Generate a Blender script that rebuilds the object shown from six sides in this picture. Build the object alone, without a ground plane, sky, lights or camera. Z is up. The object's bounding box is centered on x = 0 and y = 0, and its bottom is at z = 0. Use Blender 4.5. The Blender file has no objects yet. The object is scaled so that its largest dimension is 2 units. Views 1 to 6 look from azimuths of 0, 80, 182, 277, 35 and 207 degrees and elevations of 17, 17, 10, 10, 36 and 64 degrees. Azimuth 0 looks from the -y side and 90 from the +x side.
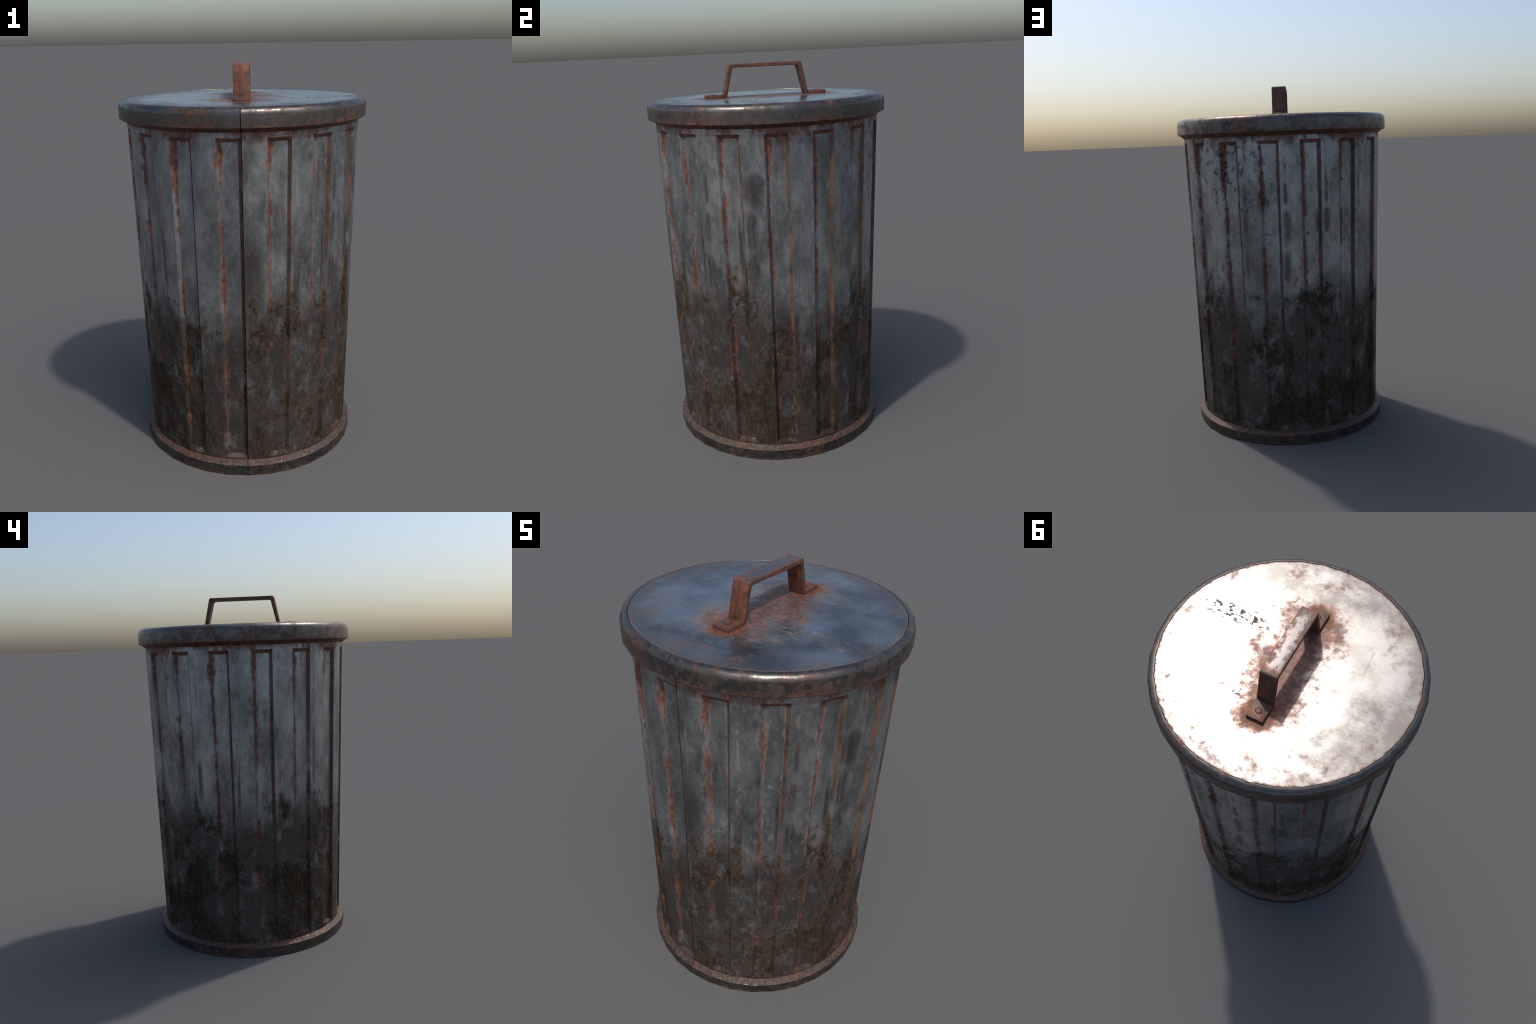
"""Rusty galvanised trash can: fluted tapering body, base ring, flat lid with rolled rim, strap handle."""
import bpy, math
from mathutils import Vector

# ------------------------------------------------------------------ sizes (metres)
SIDES = 32                       # the can is pressed as a 32-gon: 16 ribs + 16 recessed flutes
STEP = 2 * math.pi / SIDES
R_LOW, R_HIGH = 0.5462, 0.5834   # body corner radius at Z_LOW and Z_HIGH
Z_LOW, Z_HIGH = 0.066, 1.724
FLUTE_Z0, FLUTE_Z1 = 0.082, 1.697
FLUTE_WALL, FLUTE_DEPTH, FLUTE_END = 0.0132, 0.0138, 0.019
SEAM = 0.0030                    # width of the lengthwise sheet seam at the front

LID_Z = 1.8305
R_DISC, R_RIM = 0.5868, 0.6212


def body_radius(z):
    return R_LOW + (R_HIGH - R_LOW) * (z - Z_LOW) / (Z_HIGH - Z_LOW)


def polar(az, r, z):
    """azimuth 0 looks along -y (the front), growing towards +x"""
    return Vector((r * math.sin(az), -r * math.cos(az), z))


def on_polygon(az, r):
    """radius at azimuth az of the 32-gon with corner radius r"""
    a = (az / STEP) % 1.0 * STEP
    return r * math.cos(STEP / 2) / math.cos(a - STEP / 2)


# ------------------------------------------------------------------ node helper
class Nodes:
    def __init__(self, name):
        self.mat = bpy.data.materials.new(name)
        self.mat.use_nodes = True
        self.t = self.mat.node_tree
        self.t.nodes.clear()
        self.out = self.t.nodes.new("ShaderNodeOutputMaterial")
        self.bsdf = self.t.nodes.new("ShaderNodeBsdfPrincipled")
        self.t.links.new(self.bsdf.outputs[0], self.out.inputs[0])
        self.obj = self.t.nodes.new("ShaderNodeTexCoord").outputs["Object"]
        s = self.t.nodes.new("ShaderNodeSeparateXYZ")
        self.t.links.new(self.obj, s.inputs[0])
        self.x, self.y, self.z = s.outputs

    def put(self, sock, v):
        if isinstance(v, bpy.types.NodeSocket):
            self.t.links.new(v, sock)
        elif isinstance(v, (tuple, list)) and sock.type == "RGBA":
            sock.default_value = (*v[:3], 1.0)
        else:
            sock.default_value = v

    def m(self, op, a, b=0.0, c=0.0, clamp=False):
        n = self.t.nodes.new("ShaderNodeMath")
        n.operation = op
        n.use_clamp = clamp
        for i, v in enumerate((a, b, c)):
            self.put(n.inputs[i], v)
        return n.outputs[0]

    def add(self, *v):
        r = v[0]
        for w in v[1:]:
            r = self.m("ADD", r, w)
        return r

    def mul(self, *v):
        r = v[0]
        for w in v[1:]:
            r = self.m("MULTIPLY", r, w)
        return r

    def mx(self, *v):
        r = v[0]
        for w in v[1:]:
            r = self.m("MAXIMUM", r, w)
        return r

    def sub(self, a, b): return self.m("SUBTRACT", a, b)
    def inv(self, a): return self.m("SUBTRACT", 1.0, a)
    def sat(self, a): return self.m("ADD", a, 0.0, clamp=True)

    def step(self, v, lo, hi, a=0.0, b=1.0):
        """smoothstep of v from lo to hi (lo may exceed hi)"""
        n = self.t.nodes.new("ShaderNodeMapRange")
        n.interpolation_type = "SMOOTHSTEP"
        if lo > hi:
            lo, hi, a, b = hi, lo, b, a
        for i, w in enumerate((v, lo, hi, a, b)):
            self.put(n.inputs[i], w)
        return n.outputs[0]

    def noise(self, scale, detail=4.0, rough=0.55, stretch=(1, 1, 1), shift=(0, 0, 0), warp=0.0):
        mp = self.t.nodes.new("ShaderNodeMapping")
        mp.inputs["Scale"].default_value = stretch
        mp.inputs["Location"].default_value = shift
        self.t.links.new(self.obj, mp.inputs[0])
        n = self.t.nodes.new("ShaderNodeTexNoise")
        n.inputs["Scale"].default_value = scale
        n.inputs["Detail"].default_value = detail
        n.inputs["Roughness"].default_value = rough
        n.inputs["Distortion"].default_value = warp
        self.t.links.new(mp.outputs[0], n.inputs["Vector"])
        return n.outputs["Fac"]

    def mix(self, f, a, b):
        n = self.t.nodes.new("ShaderNodeMix")
        n.data_type = "RGBA"
        self.put(n.inputs[0], f)
        self.put(n.inputs[6], a)
        self.put(n.inputs[7], b)
        return n.outputs[2]

    def lerp(self, f, a, b):
        n = self.t.nodes.new("ShaderNodeMix")
        self.put(n.inputs[0], f)
        self.put(n.inputs[2], a)
        self.put(n.inputs[3], b)
        return n.outputs[0]

    def ramp(self, f, *stops):
        n = self.t.nodes.new("ShaderNodeValToRGB")
        e = n.color_ramp.elements
        while len(e) < len(stops):
            e.new(0.5)
        for el, (p, c) in zip(e, stops):
            el.position = p
            el.color = (*c, 1)
        self.put(n.inputs[0], f)
        return n.outputs[0]

    def bump(self, height, strength, distance):
        n = self.t.nodes.new("ShaderNodeBump")
        n.inputs["Strength"].default_value = strength
        n.inputs["Distance"].default_value = distance
        self.put(n.inputs["Height"], height)
        self.t.links.new(n.outputs[0], self.bsdf.inputs["Normal"])

    def ellipse(self, u, v, cu, cv, hu, hv, wob):
        """soft blob of half sizes hu, hv around (cu, cv), edge pushed about by wob"""
        a = self.mul(self.sub(u, cu), 1.0 / hu)
        b = self.mul(self.sub(v, cv), 1.0 / hv)
        d = self.add(self.mul(a, a), self.mul(b, b), wob)
        return self.step(d, 1.6, 0.1)

    def finish(self, color, metallic, rough, spec=0.5):
        self.put(self.bsdf.inputs["Specular IOR Level"], spec)
        self.put(self.bsdf.inputs["Base Color"], color)
        self.put(self.bsdf.inputs["Metallic"], metallic)
        self.put(self.bsdf.inputs["Roughness"], rough)
        return self.mat


ZINC_DARK, ZINC, ZINC_PALE = (0.185, 0.188, 0.19), (0.315, 0.32, 0.322), (0.44, 0.447, 0.448)
RUST_DEEP, RUST, RUST_BRIGHT = (0.055, 0.023, 0.015), (0.13, 0.044, 0.026), (0.235, 0.076, 0.043)
DIRT_DARK, DIRT = (0.020, 0.014, 0.0085), (0.055, 0.039, 0.025)
FILM = (0.070, 0.059, 0.052)


def zinc_colour(n, shift=(0, 0, 0)):
    cloud = n.noise(8.0, 8, 0.7, (1, 1, 0.5), shift)
    fine = n.noise(60.0, 3, 0.6, (1, 1, 0.5), shift)
    f = n.add(n.mul(cloud, 0.8), n.mul(fine, 0.2))
    return n.ramp(f, (0.36, ZINC_DARK), (0.49, ZINC), (0.62, ZINC_PALE)), cloud, fine


def rust_colour(n, scale=45.0):
    f = n.noise(scale, 4, 0.6)
    return n.ramp(f, (0.34, RUST_DEEP), (0.5, RUST), (0.66, RUST_BRIGHT)), f


# ------------------------------------------------------------------ materials
def body_material():
    n = Nodes("weathered_zinc_body")
    zinc, cloud, fine = zinc_colour(n)
    rust, rustn = rust_colour(n)
    az = n.m("ARCTAN2", n.x, n.mul(n.y, -1.0))
    cell = n.m("DIVIDE", az, 2 * STEP)
    p = n.m("FRACT", n.add(cell, 16.0))                 # 0..0.5 rib, 0.5..1 flute
    pitch = 2 * STEP * 0.566                            # metres of arc per rib + flute
    left = n.mul(n.sub(p, 0.5), pitch)                  # signed arc from the flute's left edge
    right = n.mul(n.sub(p, n.m("ROUND", p)), pitch)     # signed arc from the flute's right edge
    deg = n.mul(az, 180 / math.pi)

    ragged = n.noise(36.0, 5, 0.65, (1, 1, 0.6))
    coarse = n.noise(9.0, 4, 0.6, (1, 1, 0.5), (3, 1, 7))
    wide = n.noise(3.2, 3, 0.5, (1, 1, 0.45), (5, 2, 1))
    jag = n.sub(ragged, 0.5)
    in_z = n.mul(n.step(n.z, 0.085, 0.10), n.step(n.z, 1.702, 1.69))

    # --- damp stains: dark halo beside a flute, rust core inside it
    stains = None
    wob = n.add(n.mul(jag, 2.2), n.mul(n.sub(coarse, 0.5), 3.0))
    for edge, z0, z1, off, half in STAINS:
        u = n.mul(n.sub(deg, edge + off), 1.0 / half)
        v = n.mul(n.sub(n.z, (z0 + z1) / 2), 2.0 / (z1 - z0))
        v2 = n.mul(v, v)
        b = n.step(n.add(n.mul(u, u), n.mul(v2, v2), wob), 2.1, -0.3)
        stains = b if stains is None else n.mx(stains, b)

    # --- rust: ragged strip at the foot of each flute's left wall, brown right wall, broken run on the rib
    reach = n.add(n.mul(n.step(coarse, 0.34, 0.66), 0.014), n.mul(n.step(n.z, 1.35, 1.68), 0.006))
    d1 = n.m("ABSOLUTE", n.sub(left, 0.0145))
    bleed_l = n.step(n.add(n.sub(d1, reach), n.mul(jag, 0.05)), 0.009, -0.008)
    core_l = n.mul(n.step(d1, 0.006, 0.001), n.step(coarse, 0.30, 0.55), 0.75)
    wall_r = n.mul(n.step(right, -0.0145, -0.0125), n.step(right, 0.0015, -0.0005))
    wall_r = n.mul(wall_r, n.step(n.noise(7.0, 4, 0.6, (1, 1, 0.4), (6, 6, 1)), 0.30, 0.46))
    d2 = n.m("ABSOLUTE", n.add(right, 0.0145))
    bleed_r = n.mul(n.step(n.add(d2, n.mul(jag, 0.03)), 0.006, -0.003), n.step(wide, 0.44, 0.58))
    d3 = n.m("ABSOLUTE", n.sub(right, 0.031))
    runs = n.mx(n.mul(stains, 0.8), n.step(n.noise(5.0, 3, 0.6, (1, 1, 0.9), (9, 4, 2)), 0.52, 0.62))
    run = n.mul(n.step(n.add(d3, n.mul(jag, 0.04)), 0.010, -0.003), runs, 0.85)
    lid_rust = n.step(n.add(n.z, n.mul(jag, 0.16), n.mul(n.sub(coarse, 0.5), 0.26)), 1.665, 1.735)
    ends = n.mul(n.step(n.z, 1.674, 1.681), n.step(n.z, 1.70, 1.695), n.step(left, 0.0, 0.004), 0.9)
    foot_rust = n.step(n.add(n.z, n.mul(jag, 0.10), n.mul(n.sub(coarse, 0.5), 0.10)), 0.115, 0.075)
    strips = n.mul(n.mx(bleed_l, core_l, bleed_r, run), in_z)
    bloom = n.mul(n.step(n.add(n.mul(coarse, 0.5), n.mul(ragged, 0.5)), 0.55, 0.67), 0.5)
    rib_edge = n.mul(n.step(n.add(n.m("ABSOLUTE", n.add(left, 0.006)), n.mul(jag, 0.05)), 0.008, -0.002), n.step(coarse, 0.44, 0.58), in_z, 0.6)
    rust_mask = n.sat(n.mx(n.mul(strips, 0.9), rib_edge, n.mul(lid_rust, 0.8), ends, n.mul(foot_rust, 0.75), bloom))
    wall_mask = n.mul(wall_r, in_z, 0.92)
    wall_col = n.ramp(n.noise(16.0, 4, 0.65, (1, 1, 0.45), (3, 8, 8)), (0.36, (0.035, 0.024, 0.017)), (0.5, (0.085, 0.056, 0.036)), (0.62, (0.15, 0.06, 0.037)))

    # --- splash zone: damp dark film below, soft dirt speckle over it
    front = n.step(n.m("ABSOLUTE", n.sub(deg, 40.0)), 60.0, 30.0)      # road splash reaches higher on the front
    tide = n.add(n.z, n.mul(front, -0.10), n.mul(n.sub(wide, 0.5), 0.55), n.mul(n.sub(coarse, 0.5), 0.55), n.mul(jag, 0.18))
    film = n.mx(n.step(tide, 1.02, 0.66), n.mul(n.ellipse(deg, n.z, 4.0, 0.95, 6.0, 0.36, n.mul(wob, 0.5)), 0.9))
    bare = n.noise(7.0, 5, 0.6, (1, 1, 0.5), (7, 3, 9))
    thin = n.step(n.add(n.mul(n.noise(15.0, 6, 0.7, (1, 1, 0.6), (5, 5, 3)), 0.7), n.mul(bare, 0.3)), 0.50, 0.62)     # film worn thin
    film_mask = n.mul(film, n.lerp(thin, 0.95, 0.50))
    patch = n.noise(5.5, 4, 0.6, (1, 1, 0.7), (2, 8, 3))
    speck = n.add(n.mul(n.noise(20.0, 7, 0.68, (1, 1, 0.8), (1, 6, 4)), 0.65), n.mul(n.noise(75.0, 3, 0.6, (1, 1, 0.8), (1, 2, 2)), 0.35))
    want = n.add(n.mul(n.step(n.z, 0.80, 0.08), 0.10), 0.015, n.mul(n.sub(patch, 0.5), 0.85))
    dirt = n.mul(n.step(n.add(speck, want), 0.49, 0.61), n.step(tide, 1.0, 0.80))
    # peppering of dark pits, thickest near the top of the back
    zone = n.mul(n.step(n.m("ABSOLUTE", n.sub(deg, 150.0)), 45.0, 10.0), n.step(n.z, 0.9, 1.45))
    pits = n.step(n.add(n.noise(34.0, 4, 0.62, (1, 1, 0.8), (4, 4, 1)), n.mul(zone, 0.085), n.mul(n.sub(coarse, 0.5), 0.22)), 0.62, 0.70)
    grime = n.mx(dirt, n.mul(pits, 0.75))

    soot = n.mul(n.step(n.add(n.mul(wide, 0.45), n.mul(coarse, 0.3), n.mul(ragged, 0.25), n.mul(front, 0.03)), 0.50, 0.60), 0.5)
    dark = n.mx(n.mul(stains, 0.95), soot)
    col = n.mix(n.mul(dark, 0.9), zinc, (0.085, 0.086, 0.088))
    col = n.mix(film_mask, col, FILM)
    col = n.mix(wall_mask, col, wall_col)
    rust_mask = n.mul(rust_mask, n.inv(n.mul(film, n.step(coarse, 0.58, 0.44), 0.75)))
    col = n.mix(rust_mask, col, rust)
    dirt_col = n.ramp(fine, (0.35, DIRT_DARK), (0.65, DIRT))
    col = n.mix(n.mul(grime, n.add(0.68, n.mul(n.step(patch, 0.42, 0.6), 0.28))), col, dirt_col)
    gap = n.mul(n.step(deg, -0.12, 0.02), n.step(deg, 0.36, 0.28))                # shadow of the lengthwise seam, painted near-black
    col = n.mix(n.mul(gap, 0.95), col, (0.010, 0.008, 0.007))
    matt = n.sat(n.add(n.mul(n.mx(rust_mask, wall_mask), 0.9), grime, gap))
    cover = n.sat(n.add(matt, n.mul(film_mask, 0.22)))
    rough = n.add(0.35, n.mul(cloud, 0.12), n.mul(cover, 0.28))
    h = n.add(n.mul(rust_mask, rustn, 0.4), n.mul(cloud, 1.0), n.mul(fine, 0.12))
    n.bump(h, 0.3, 0.003)
    return n.finish(col, n.mul(n.inv(cover), 0.92), rough, n.lerp(matt, 0.5, 0.08))


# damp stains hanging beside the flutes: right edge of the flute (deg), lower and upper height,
# offset of the stain from that edge (deg), half width (deg)
STAINS = [
    (45.0, 1.37, 1.53, 3.4, 1.0), (45.0, 1.15, 1.32, 3.1, 1.4), (45.0, 0.90, 1.10, 3.0, 2.0), (45.0, 0.92, 1.30, -2.6, 1.0),
    (67.5, 1.34, 1.51, 6.0, 4.5), (67.5, 1.14, 1.34, 3.4, 2.3), (67.5, 0.90, 1.13, 3.4, 2.6), (67.5, 0.92, 1.30, -2.6, 1.2),
    (-157.5, 1.35, 1.54, 2.8, 1.1), (-157.5, 1.20, 1.33, 2.8, 2.3), (-157.5, 1.19, 1.34, -2.0, 1.6),
    (180.0, 1.36, 1.47, -357.2, 1.0), (180.0, 1.13, 1.32, -357.0, 2.2), (180.0, 0.93, 1.11, -357.3, 2.3),
    (157.5, 1.35, 1.47, 2.8, 1.2), (157.5, 1.19, 1.33, 2.6, 1.5), (157.5, 0.95, 1.12, 2.6, 2.0),
    (22.5, 0.90, 1.11, 3.4, 1.6), (-90.0, 0.84, 1.03, 2.6, 0.9), (-45.0, 0.95, 1.25, 3.0, 1.2), (-112.5, 0.9, 1.1, 3.0, 1.4),
]


def rim_material():
    n = Nodes("weathered_zinc_rim")
    zinc, cloud, fine = zinc_colour(n, (4, 7, 2))
    rust, rustn = rust_colour(n, 38.0)
    ragged = n.noise(30.0, 5, 0.68)
    coarse = n.noise(7.0, 4, 0.6, (1, 1, 1), (3, 5, 8))
    lip = n.step(n.z, 1.775, 1.735)
    want = n.add(n.mul(ragged, 0.6), n.mul(coarse, 0.4), n.mul(lip, 0.10))
    rust_mask = n.step(want, 0.45, 0.66)
    rust_mask = n.mx(n.mul(rust_mask, 0.8), n.step(n.z, 1.7435, 1.7400))
    grime = n.mul(n.step(n.add(n.noise(16.0, 5, 0.65, (1, 1, 1), (6, 1, 1)), n.mul(lip, 0.05)), 0.50, 0.66), 0.85)
    col = n.mix(0.80, zinc, (0.070, 0.061, 0.055))
    col = n.mix(rust_mask, col, rust)
    col = n.mix(grime, col, DIRT)
    gap = n.mul(n.step(n.m("ABSOLUTE", n.x), 0.0028, 0.0018), n.step(n.y, 0.0, -0.1))  # slit on the rim coloured dark so its shade reads
    col = n.mix(n.mul(gap, 0.95), col, (0.010, 0.008, 0.007))
    cover = n.sat(n.add(n.mul(rust_mask, 0.6), n.mul(grime, 0.8), gap))
    rough = n.add(0.28, n.mul(cloud, 0.08), n.mul(cover, 0.22))
    h = n.add(n.mul(coarse, 1.6), n.mul(ragged, 0.5), n.mul(rust_mask, 0.25))
    n.bump(h, 0.3, 0.005)
    return n.finish(col, n.mul(n.inv(cover), 0.95), rough, 0.3)


def base_material():
    n = Nodes("rusty_base_ring_metal")
    zinc, cloud, fine = zinc_colour(n, (1, 2, 9))
    rust, rustn = rust_colour(n, 50.0)
    ragged = n.noise(34.0, 5, 0.7, (1, 1, 1.0))
    coarse = n.noise(6.0, 4, 0.6, (1, 1, 1), (8, 5, 2))
    shelf = n.step(n.z, 0.050, 0.056)                    # mud and rust lie on the sloping shelf
    rust_mask = n.step(n.add(n.mul(ragged, 0.55), n.mul(coarse, 0.45), n.mul(shelf, 0.09), -0.02, n.mul(n.step(n.z, 0.012, 0.0), 0.12)), 0.50, 0.60)
    grime = n.step(n.add(n.noise(28.0, 6, 0.7, (1, 1, 1), (2, 2, 6)), n.mul(shelf, 0.10)), 0.48, 0.62)
    col = n.mix(0.93, zinc, (0.060, 0.052, 0.047))
    col = n.mix(n.mul(rust_mask, 0.85), col, rust)
    col = n.mix(n.mul(grime, 0.75), col, n.ramp(fine, (0.35, DIRT_DARK), (0.65, (0.080, 0.057, 0.038))))
    gap = n.mul(n.step(n.m("ABSOLUTE", n.x), 0.0025, 0.0015), n.step(n.y, 0.0, -0.1))  # dark stripe baked in for the shade inside the joint
    col = n.mix(n.mul(gap, 0.95), col, (0.010, 0.008, 0.007))
    cover = n.sat(n.add(n.mul(rust_mask, 0.5), n.mul(grime, 0.6), gap))
    n.bump(n.add(ragged, n.mul(rust_mask, 0.4), n.mul(grime, 0.4)), 0.5, 0.005)
    return n.finish(col, n.mul(n.inv(cover), 0.85), n.add(0.33, n.mul(cover, 0.22)), 0.35)


def disc_material():
    n = Nodes("weathered_zinc_lid")
    cloud = n.noise(4.0, 6, 0.58, shift=(2, 3, 0))
    fine = n.noise(70.0, 3, 0.6)
    f = n.add(n.mul(cloud, 0.85), n.mul(fine, 0.15))
    zinc = n.ramp(f, (0.40, (0.15, 0.148, 0.144)), (0.49, (0.255, 0.252, 0.244)), (0.58, (0.33, 0.326, 0.316)))  # base colour warmed and lowered to offset blue sky reflection and sun glare
    rust, rustn = rust_colour(n, 40.0)
    ragged = n.noise(34.0, 6, 0.7)
    coarse = n.noise(9.0, 4, 0.6, shift=(1, 5, 2))
    # rust spread around the strap handle, strongest round the foot plates
    ay = n.m("ABSOLUTE", n.y)
    over = n.m("MAXIMUM", n.sub(ay, 0.20), 0.0)
    dist = n.m("SQRT", n.add(n.mul(n.x, n.x), n.mul(over, over)))
    spread = n.add(dist, n.mul(n.sub(ragged, 0.5), 0.36), n.mul(n.sub(coarse, 0.5), 0.36))
    halo = n.step(spread, 0.23, 0.05)
    feet = n.m("SUBTRACT", ay, 0.275)
    near = n.m("SQRT", n.add(n.mul(n.x, n.x), n.mul(feet, feet)))
    halo2 = n.step(n.add(near, n.mul(n.sub(ragged, 0.5), 0.12), n.mul(n.sub(coarse, 0.5), 0.06)), 0.125, 0.06)
    flecks = n.mul(n.step(n.add(spread, 0.0), 0.32, 0.10), n.step(ragged, 0.50, 0.62), 0.8)
    # rim of the sheet: brown grime, missing on the +x side
    r = n.m("SQRT", n.add(n.mul(n.x, n.x), n.mul(n.y, n.y)))
    clean = n.step(n.x, 0.15, 0.5)
    ring = n.step(n.add(r, n.mul(n.sub(coarse, 0.5), 0.42), n.mul(n.sub(ragged, 0.5), 0.10), n.mul(clean, -0.06)), 0.42, 0.57)
    ring_rust = n.mul(ring, n.step(n.add(n.mul(ragged, 0.5), n.mul(coarse, 0.5)), 0.46, 0.66), 0.7)
    edge_rust = n.step(n.add(r, n.mul(n.sub(ragged, 0.5), 0.05)), 0.572, 0.588)
    rust_mask = n.sat(n.mx(n.mul(halo, 0.85), halo2, flecks, n.mul(ring_rust, 0.7), n.mul(edge_rust, 0.6)))
    # dark chips along a crack running outwards on the right, a few strays, long fine scratches
    line = n.ellipse(n.x, n.y, 0.33, -0.135, 0.19, 0.05, n.mul(n.sub(coarse, 0.5), 2.0))
    stray = n.mx(n.ellipse(n.x, n.y, 0.137, 0.22, 0.03, 0.03, 0.0), n.ellipse(n.x, n.y, 0.083, 0.504, 0.018, 0.012, 0.0))
    chipn = n.noise(48.0, 3, 0.55, (0.8, 1, 1), (2, 9, 4))
    chips = n.mul(n.step(chipn, 0.53, 0.59), n.mx(line, stray))
    col = n.mix(n.mul(ring, 0.75), zinc, (0.13, 0.118, 0.112))
    for (x0, y0), (x1, y1) in [((-0.039, 0.407), (-0.227, 0.458)), ((-0.08, 0.408), (-0.246, 0.391)), ((-0.30, -0.24), (-0.31, -0.08))]:
        dx, dy = x1 - x0, y1 - y0
        ln = math.hypot(dx, dy)
        ux, uy = dx / ln, dy / ln
        along = n.add(n.mul(n.sub(n.x, x0), ux), n.mul(n.sub(n.y, y0), uy))
        off = n.m("ABSOLUTE", n.add(n.mul(n.sub(n.x, x0), -uy), n.mul(n.sub(n.y, y0), ux), n.mul(n.sub(ragged, 0.5), 0.02)))
        s = n.mul(n.step(off, 0.006, 0.001), n.step(along, -0.01, 0.02), n.step(along, ln, ln - 0.04), 0.5)
        col = n.mix(s, col, (0.16, 0.16, 0.165))
    col = n.mix(rust_mask, col, n.mix(n.mul(halo2, 0.35), rust, (0.20, 0.085, 0.042)))
    col = n.mix(n.mul(chips, 0.9), col, DIRT)
    cover = n.sat(n.add(n.mul(rust_mask, 0.8), chips, n.mul(ring, 0.1)))
    rough = n.add(0.19, n.mul(cloud, 0.12), n.mul(cover, 0.40), n.mul(ring, 0.08))
    h = n.add(n.mul(coarse, 0.15), n.mul(ragged, 0.06), n.mul(rust_mask, 0.05), n.mul(chips, -0.1))
    n.bump(h, 0.2, 0.004)
    return n.finish(col, n.mul(n.inv(cover), 0.92), rough, n.lerp(cover, 0.5, 0.25))


def handle_material():
    n = Nodes("rusted_strap_iron")
    rust, rustn = rust_colour(n, 30.0)
    mott = n.noise(18.0, 4, 0.6, shift=(3, 2, 1))
    brown = n.mix(n.step(mott, 0.40, 0.60), rust, (0.10, 0.056, 0.040))
    # palms have rubbed the top of the grip back to bare metal
    ragged = n.noise(40.0, 5, 0.7, (1.4, 0.8, 1))
    side = n.m("ABSOLUTE", n.x)
    worn = n.mul(n.step(n.z, 1.996, 1.9985), n.step(n.add(side, n.mul(n.sub(ragged, 0.5), 0.12), n.mul(n.sub(mott, 0.5), 0.10)), 0.042, 0.008),
                 n.step(n.add(n.m("ABSOLUTE", n.y), n.mul(n.sub(ragged, 0.5), 0.10)), 0.18, 0.13))
    col = n.mix(n.mul(worn, 0.75), brown, (0.20, 0.203, 0.208))
    n.bump(n.add(mott, n.mul(ragged, 0.5)), 0.3, 0.003)
    return n.finish(col, n.add(n.mul(worn, 0.6), 0.28), n.sub(0.56, n.mul(worn, 0.1)))


# ------------------------------------------------------------------ mesh helpers
def make_object(name, verts, faces, mat, parent, normals=None, sharp=None):
    me = bpy.data.meshes.new(name)
    me.from_pydata([tuple(v) for v in verts], [], faces)
    me.validate()
    me.update()
    me.shade_smooth()
    if sharp is not None:
        me.set_sharp_from_angle(angle=math.radians(sharp))
    if normals:
        me.normals_split_custom_set([tuple(nv) for nv in normals])
    me.materials.append(mat)
    ob = bpy.data.objects.new(name, me)
    bpy.context.scene.collection.objects.link(ob)
    ob.parent = parent
    return ob


def bevelled(ob, width, segments=3, angle=30):
    md = ob.modifiers.new("edge", "BEVEL")
    md.width, md.segments, md.limit_method, md.angle_limit = width, segments, "ANGLE", math.radians(angle)
    dg = bpy.context.evaluated_depsgraph_get()
    me = bpy.data.meshes.new_from_object(ob.evaluated_get(dg))
    ob.modifiers.clear()
    old, name = ob.data, ob.data.name
    ob.data = me
    bpy.data.meshes.remove(old)
    me.name = name
    me.shade_smooth()
    me.set_sharp_from_angle(angle=math.radians(40))


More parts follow.
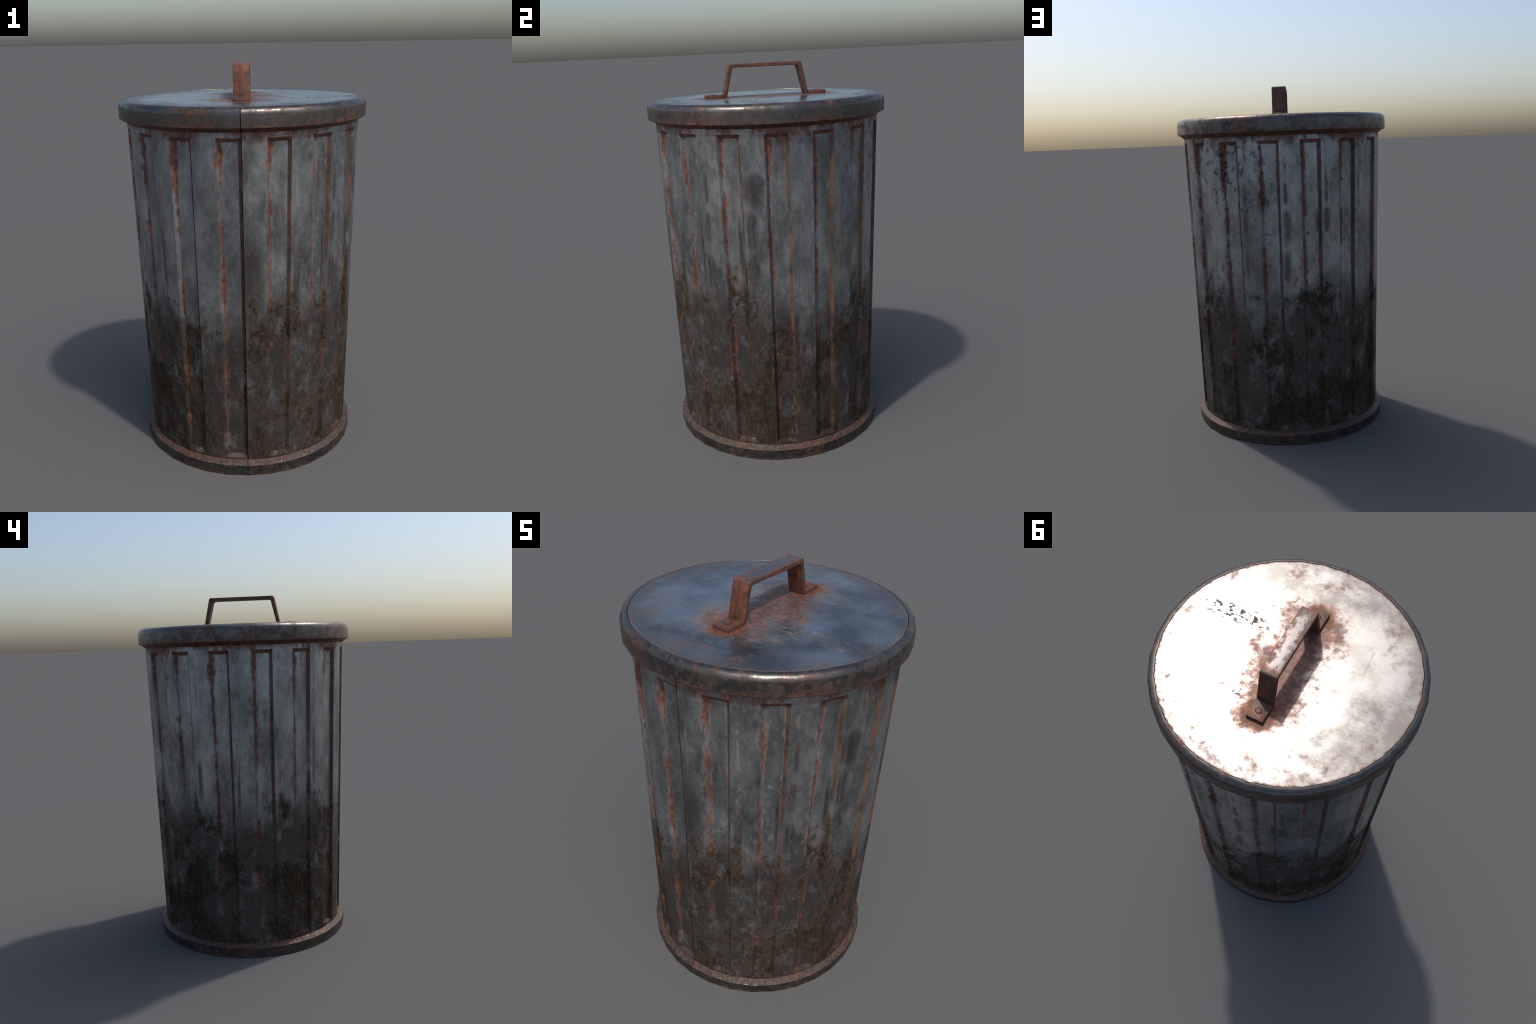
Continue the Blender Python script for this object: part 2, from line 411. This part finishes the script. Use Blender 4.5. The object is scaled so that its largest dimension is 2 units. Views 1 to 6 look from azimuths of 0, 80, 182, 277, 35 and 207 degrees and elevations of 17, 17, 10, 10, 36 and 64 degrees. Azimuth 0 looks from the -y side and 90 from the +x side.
def build_body(mat, parent):
    verts, faces, kinds = [], [], []

    def vert(p):
        verts.append(p)
        return len(verts) - 1

    def face(ids, kind):
        faces.append(ids)
        kinds.append(kind)

    levels = (Z_LOW - 0.03, FLUTE_Z0, FLUTE_Z1, Z_HIGH)
    # one column of vertices per corner; the corner at azimuth 0 is doubled by the sheet seam
    seam_az = SEAM / 0.563
    cols = []
    for k in range(SIDES):
        cols.append([vert(polar(k * STEP, body_radius(z), z)) for z in levels])
    seam_r = [vert(polar(seam_az, on_polygon(seam_az, body_radius(z)), z)) for z in levels]
    seam_l_in = [vert(polar(0.0, body_radius(z) - 0.004, z)) for z in levels]
    seam_r_in = [vert(polar(seam_az, body_radius(z) - 0.004, z)) for z in levels]
    for i in range(3):
        face((cols[0][i], seam_l_in[i], seam_l_in[i + 1], cols[0][i + 1]), "flat")
        face((seam_l_in[i], seam_r_in[i], seam_r_in[i + 1], seam_l_in[i + 1]), "flat")
        face((seam_r_in[i], seam_r[i], seam_r[i + 1], seam_r_in[i + 1]), "flat")
    for k in range(SIDES):
        a = seam_r if k == 0 else cols[k]
        b = cols[(k + 1) % SIDES]
        for i in range(3):
            if k % 2 == 1 and i == 1:
                continue
            face((a[i], b[i], b[i + 1], a[i + 1]), "round")
        if k % 2 == 0:
            continue
        # recessed flute: four sloping walls and a floor
        def inner(side, z):
            r = body_radius(z)
            az = (k + side) * STEP + (1 - 2 * side) * FLUTE_WALL / r
            return vert(polar(az, on_polygon(az, r) - FLUTE_DEPTH, z))
        z0, z1 = FLUTE_Z0 + FLUTE_END, FLUTE_Z1 - FLUTE_END
        i0, i1, i2, i3 = inner(0, z0), inner(1, z0), inner(1, z1), inner(0, z1)
        o0, o1, o2, o3 = a[1], b[1], b[2], a[2]
        face((o0, o1, i1, i0), "flat")
        face((o1, o2, i2, i1), "flat")
        face((o2, o3, i3, i2), "flat")
        face((o3, o0, i0, i3), "flat")
        face((i0, i1, i2, i3), "round")
    order = [seam_l_in, seam_r_in, seam_r] + cols[1:] + [cols[0]]
    face(tuple(c[0] for c in reversed(order)), "flat")
    face(tuple(c[3] for c in order), "flat")

    slope = (R_HIGH - R_LOW) / (Z_HIGH - Z_LOW)
    normals = []
    for ids, kind in zip(faces, kinds):
        if kind == "round":
            for i in ids:
                v = verts[i]
                normals.append(Vector((v.x, v.y, -slope * math.hypot(v.x, v.y))).normalized())
        else:
            fn = (verts[ids[1]] - verts[ids[0]]).cross(verts[ids[2]] - verts[ids[1]]).normalized()
            normals += [fn] * len(ids)
    return make_object("body", verts, faces, mat, parent, normals)


def lathe(profile, name, mat, parent, seam=0.0, sharp=32):
    """closed profile [(r, z)] turned as a 32-gon; a narrow slit at the front marks the sheet joint"""
    verts, faces = [], []
    azs = [(k * STEP, 0.0) for k in range(SIDES)]
    if seam:
        h = seam / 0.6
        azs = [(-h / 2, 0.0), (-h / 2 + 1e-4, 0.012), (h / 2 - 1e-4, 0.012), (h / 2, 0.0)] + azs[1:]
    n = len(profile)
    cr = sum(p[0] for p in profile) / n
    cz = sum(p[1] for p in profile) / n
    for az, sink in azs:
        for r, z in profile:
            if sink:
                d = math.hypot(r - cr, z - cz)
                q = max(0.0, 1 - sink / d)
                r, z = cr + (r - cr) * q, cz + (z - cz) * q
            verts.append(polar(az, r, z))
    m = len(azs)
    for j in range(m):
        for i in range(n):
            a, b = j * n + i, ((j + 1) % m) * n + i
            c, d = ((j + 1) % m) * n + (i + 1) % n, j * n + (i + 1) % n
            faces.append((a, b, c, d))
    return make_object(name, verts, faces, mat, parent, sharp=sharp)


def arc(cx, cz, r, a0, a1, steps):
    return [(cx + r * math.cos(math.radians(a0 + (a1 - a0) * i / steps)),
             cz + r * math.sin(math.radians(a0 + (a1 - a0) * i / steps))) for i in range(steps + 1)]


def build_handle(mat, parent):
    w, zt, th = 0.0402, 2.0, 0.0195
    def rounded(c, before, after, r, steps=4):
        """fillet of radius ~r at corner c between its neighbours"""
        c, before, after = Vector(c), Vector(before), Vector(after)
        p0 = c + (before - c).normalized() * r
        p1 = c + (after - c).normalized() * r
        return [tuple((1 - t) ** 2 * p0 + 2 * t * (1 - t) * c + t * t * p1) for t in (i / steps for i in range(steps + 1))]
    ol, tl, tr, orr = (-0.2262, LID_Z - 0.002), (-0.1895, zt), (0.1895, zt), (0.2262, LID_Z - 0.002)
    il, itl, itr, ir = (-0.2085, LID_Z - 0.002), (-0.1715, zt - th), (0.1715, zt - th), (0.2085, LID_Z - 0.002)
    outline = [ol] + rounded(tl, ol, tr, 0.010) + rounded(tr, tl, orr, 0.010) + [orr]
    inline = [ir] + rounded(itr, ir, itl, 0.013) + rounded(itl, itr, il, 0.013) + [il]
    n = len(outline)
    verts = [Vector((x, y, z)) for x in (-w, w) for y, z in outline + inline]
    t = 2 * n
    faces = []
    for i in range(t):
        j = (i + 1) % t
        faces.append((i, j, t + j, t + i))
    for i in range(n - 1):                                # side faces as quads across the strap
        a, b, c, d = i, i + 1, t - 2 - i, t - 1 - i
        faces.append((a, d, c, b))
        faces.append((t + a, t + b, t + c, t + d))
    ob = make_object("handle", verts, faces, mat, parent)
    bm_fix(ob)
    bevelled(ob, 0.0028, 3, 50)
    return ob


def bm_fix(ob):
    import bmesh
    bm = bmesh.new()
    bm.from_mesh(ob.data)
    bmesh.ops.recalc_face_normals(bm, faces=bm.faces)
    bm.to_mesh(ob.data)
    bm.free()


def box(name, x, y0, y1, z0, z1, mat, parent):
    y0, y1 = sorted((y0, y1))
    v = [Vector((a, b, c)) for c in (z0, z1) for a, b in ((-x, y0), (x, y0), (x, y1), (-x, y1))]
    f = [(3, 2, 1, 0), (4, 5, 6, 7), (0, 1, 5, 4), (1, 2, 6, 5), (2, 3, 7, 6), (3, 0, 4, 7)]
    ob = make_object(name, v, f, mat, parent)
    bevelled(ob, 0.0016, 2)
    return ob


def round_head(name, y, z, prof, mat, parent):
    k = 24
    verts = [Vector((0, y, z + prof[0][1]))]
    for r, h in prof[1:]:
        verts += [Vector((r * math.cos(2 * math.pi * i / k), y + r * math.sin(2 * math.pi * i / k), z + h)) for i in range(k)]
    faces = [(0, 1 + i, 1 + (i + 1) % k) for i in range(k)]
    for s in range(2):
        o = 1 + s * k
        faces += [(o + i, o + k + i, o + k + (i + 1) % k, o + (i + 1) % k) for i in range(k)]
    faces.append(tuple(1 + 2 * k + i for i in reversed(range(k))))
    return make_object(name, verts, faces, mat, parent, sharp=35)


# ------------------------------------------------------------------ assembly
def main():
    can = bpy.data.objects.new("trash_can", None)
    bpy.context.scene.collection.objects.link(can)
    can["label"] = "rusty fluted galvanised steel trash can with lid and strap handle"
    can["category"] = "trash can"

    build_body(body_material(), can)
    lathe([(0.45, 0.0), (0.573, 0.0), (0.5745, 0.0015), (0.5745, 0.0525), (0.547, 0.0705), (0.535, 0.0705), (0.45, 0.04)],
          "base_ring", base_material(), can, seam=0.0035)
    # floor of the can inside the base ring
    k = SIDES
    zfl = 0.006
    fv = [polar(i * STEP, 0.46, zfl) for i in range(k)] + [polar(i * STEP, 0.46, zfl + 0.02) for i in range(k)]
    ff = [tuple(reversed(range(k))), tuple(range(k, 2 * k))] + [(i, (i + 1) % k, k + (i + 1) % k, k + i) for i in range(k)]
    make_object("bottom_plate", fv, ff, bpy.data.materials["rusty_base_ring_metal"], can, sharp=30)

    # lid: flat sheet let into a rolled rim
    disc = disc_material()
    dv = [Vector((0, 0, LID_Z))]
    rings = (0.2, 0.4, R_DISC - 0.001)
    for r in rings:
        dv += [polar(i * STEP, r, LID_Z) for i in range(k)]
    dv += [polar(i * STEP, R_DISC, LID_Z - 0.0015) for i in range(k)]
    dv += [polar(i * STEP, R_DISC, LID_Z - 0.02) for i in range(k)]
    df = [(0, 1 + i, 1 + (i + 1) % k) for i in range(k)]
    for s in range(len(rings) + 1):
        o = 1 + s * k
        df += [(o + i, o + k + i, o + k + (i + 1) % k, o + (i + 1) % k) for i in range(k)]
    o = 1 + (len(rings) + 1) * k
    df.append(tuple(o + i for i in reversed(range(k))))
    lid = make_object("lid", dv, df, disc, can, sharp=30)

    rr = R_RIM
    fil = 0.032
    profile = [(0.565, 1.726), (0.5855, 1.7215), (0.608, 1.7400), (0.619, 1.7410), (rr, 1.7440)]
    profile += arc(rr - fil, LID_Z + 0.001 - fil, fil, 0, 90, 7)
    profile += [(R_DISC + 0.0012, LID_Z - 0.001), (R_DISC + 0.0006, LID_Z - 0.015), (0.565, LID_Z - 0.03)]
    lathe(profile, "lid_rim", rim_material(), lid, seam=0.0045)

    iron = handle_material()
    q = Nodes("near_black_brown")
    soot = q.finish(q.ramp(q.noise(60.0), (0.4, (0.018, 0.010, 0.007)), (0.6, (0.035, 0.017, 0.012))), 0.0, 0.8, 0.2)  # near-black brown for the thin disc that shows as a dark ring round each rivet head
    handle = build_handle(iron, can)
    for s in (-1, 1):
        box("foot_plate", 0.0400, s * 0.2250, s * 0.3185, LID_Z - 0.001, 1.8475, iron, handle)
        round_head("rivet_dark_ring", s * 0.2750, 1.8475, [(0.0, 0.0007), (0.014, 0.0007), (0.0158, 0.0006), (0.0163, -0.002)], soot, handle)
        round_head("rivet", s * 0.2750, 1.8475, [(0.0, 0.0032), (0.010, 0.0030), (0.0125, 0.0020), (0.0132, -0.003)], iron, handle)


main()
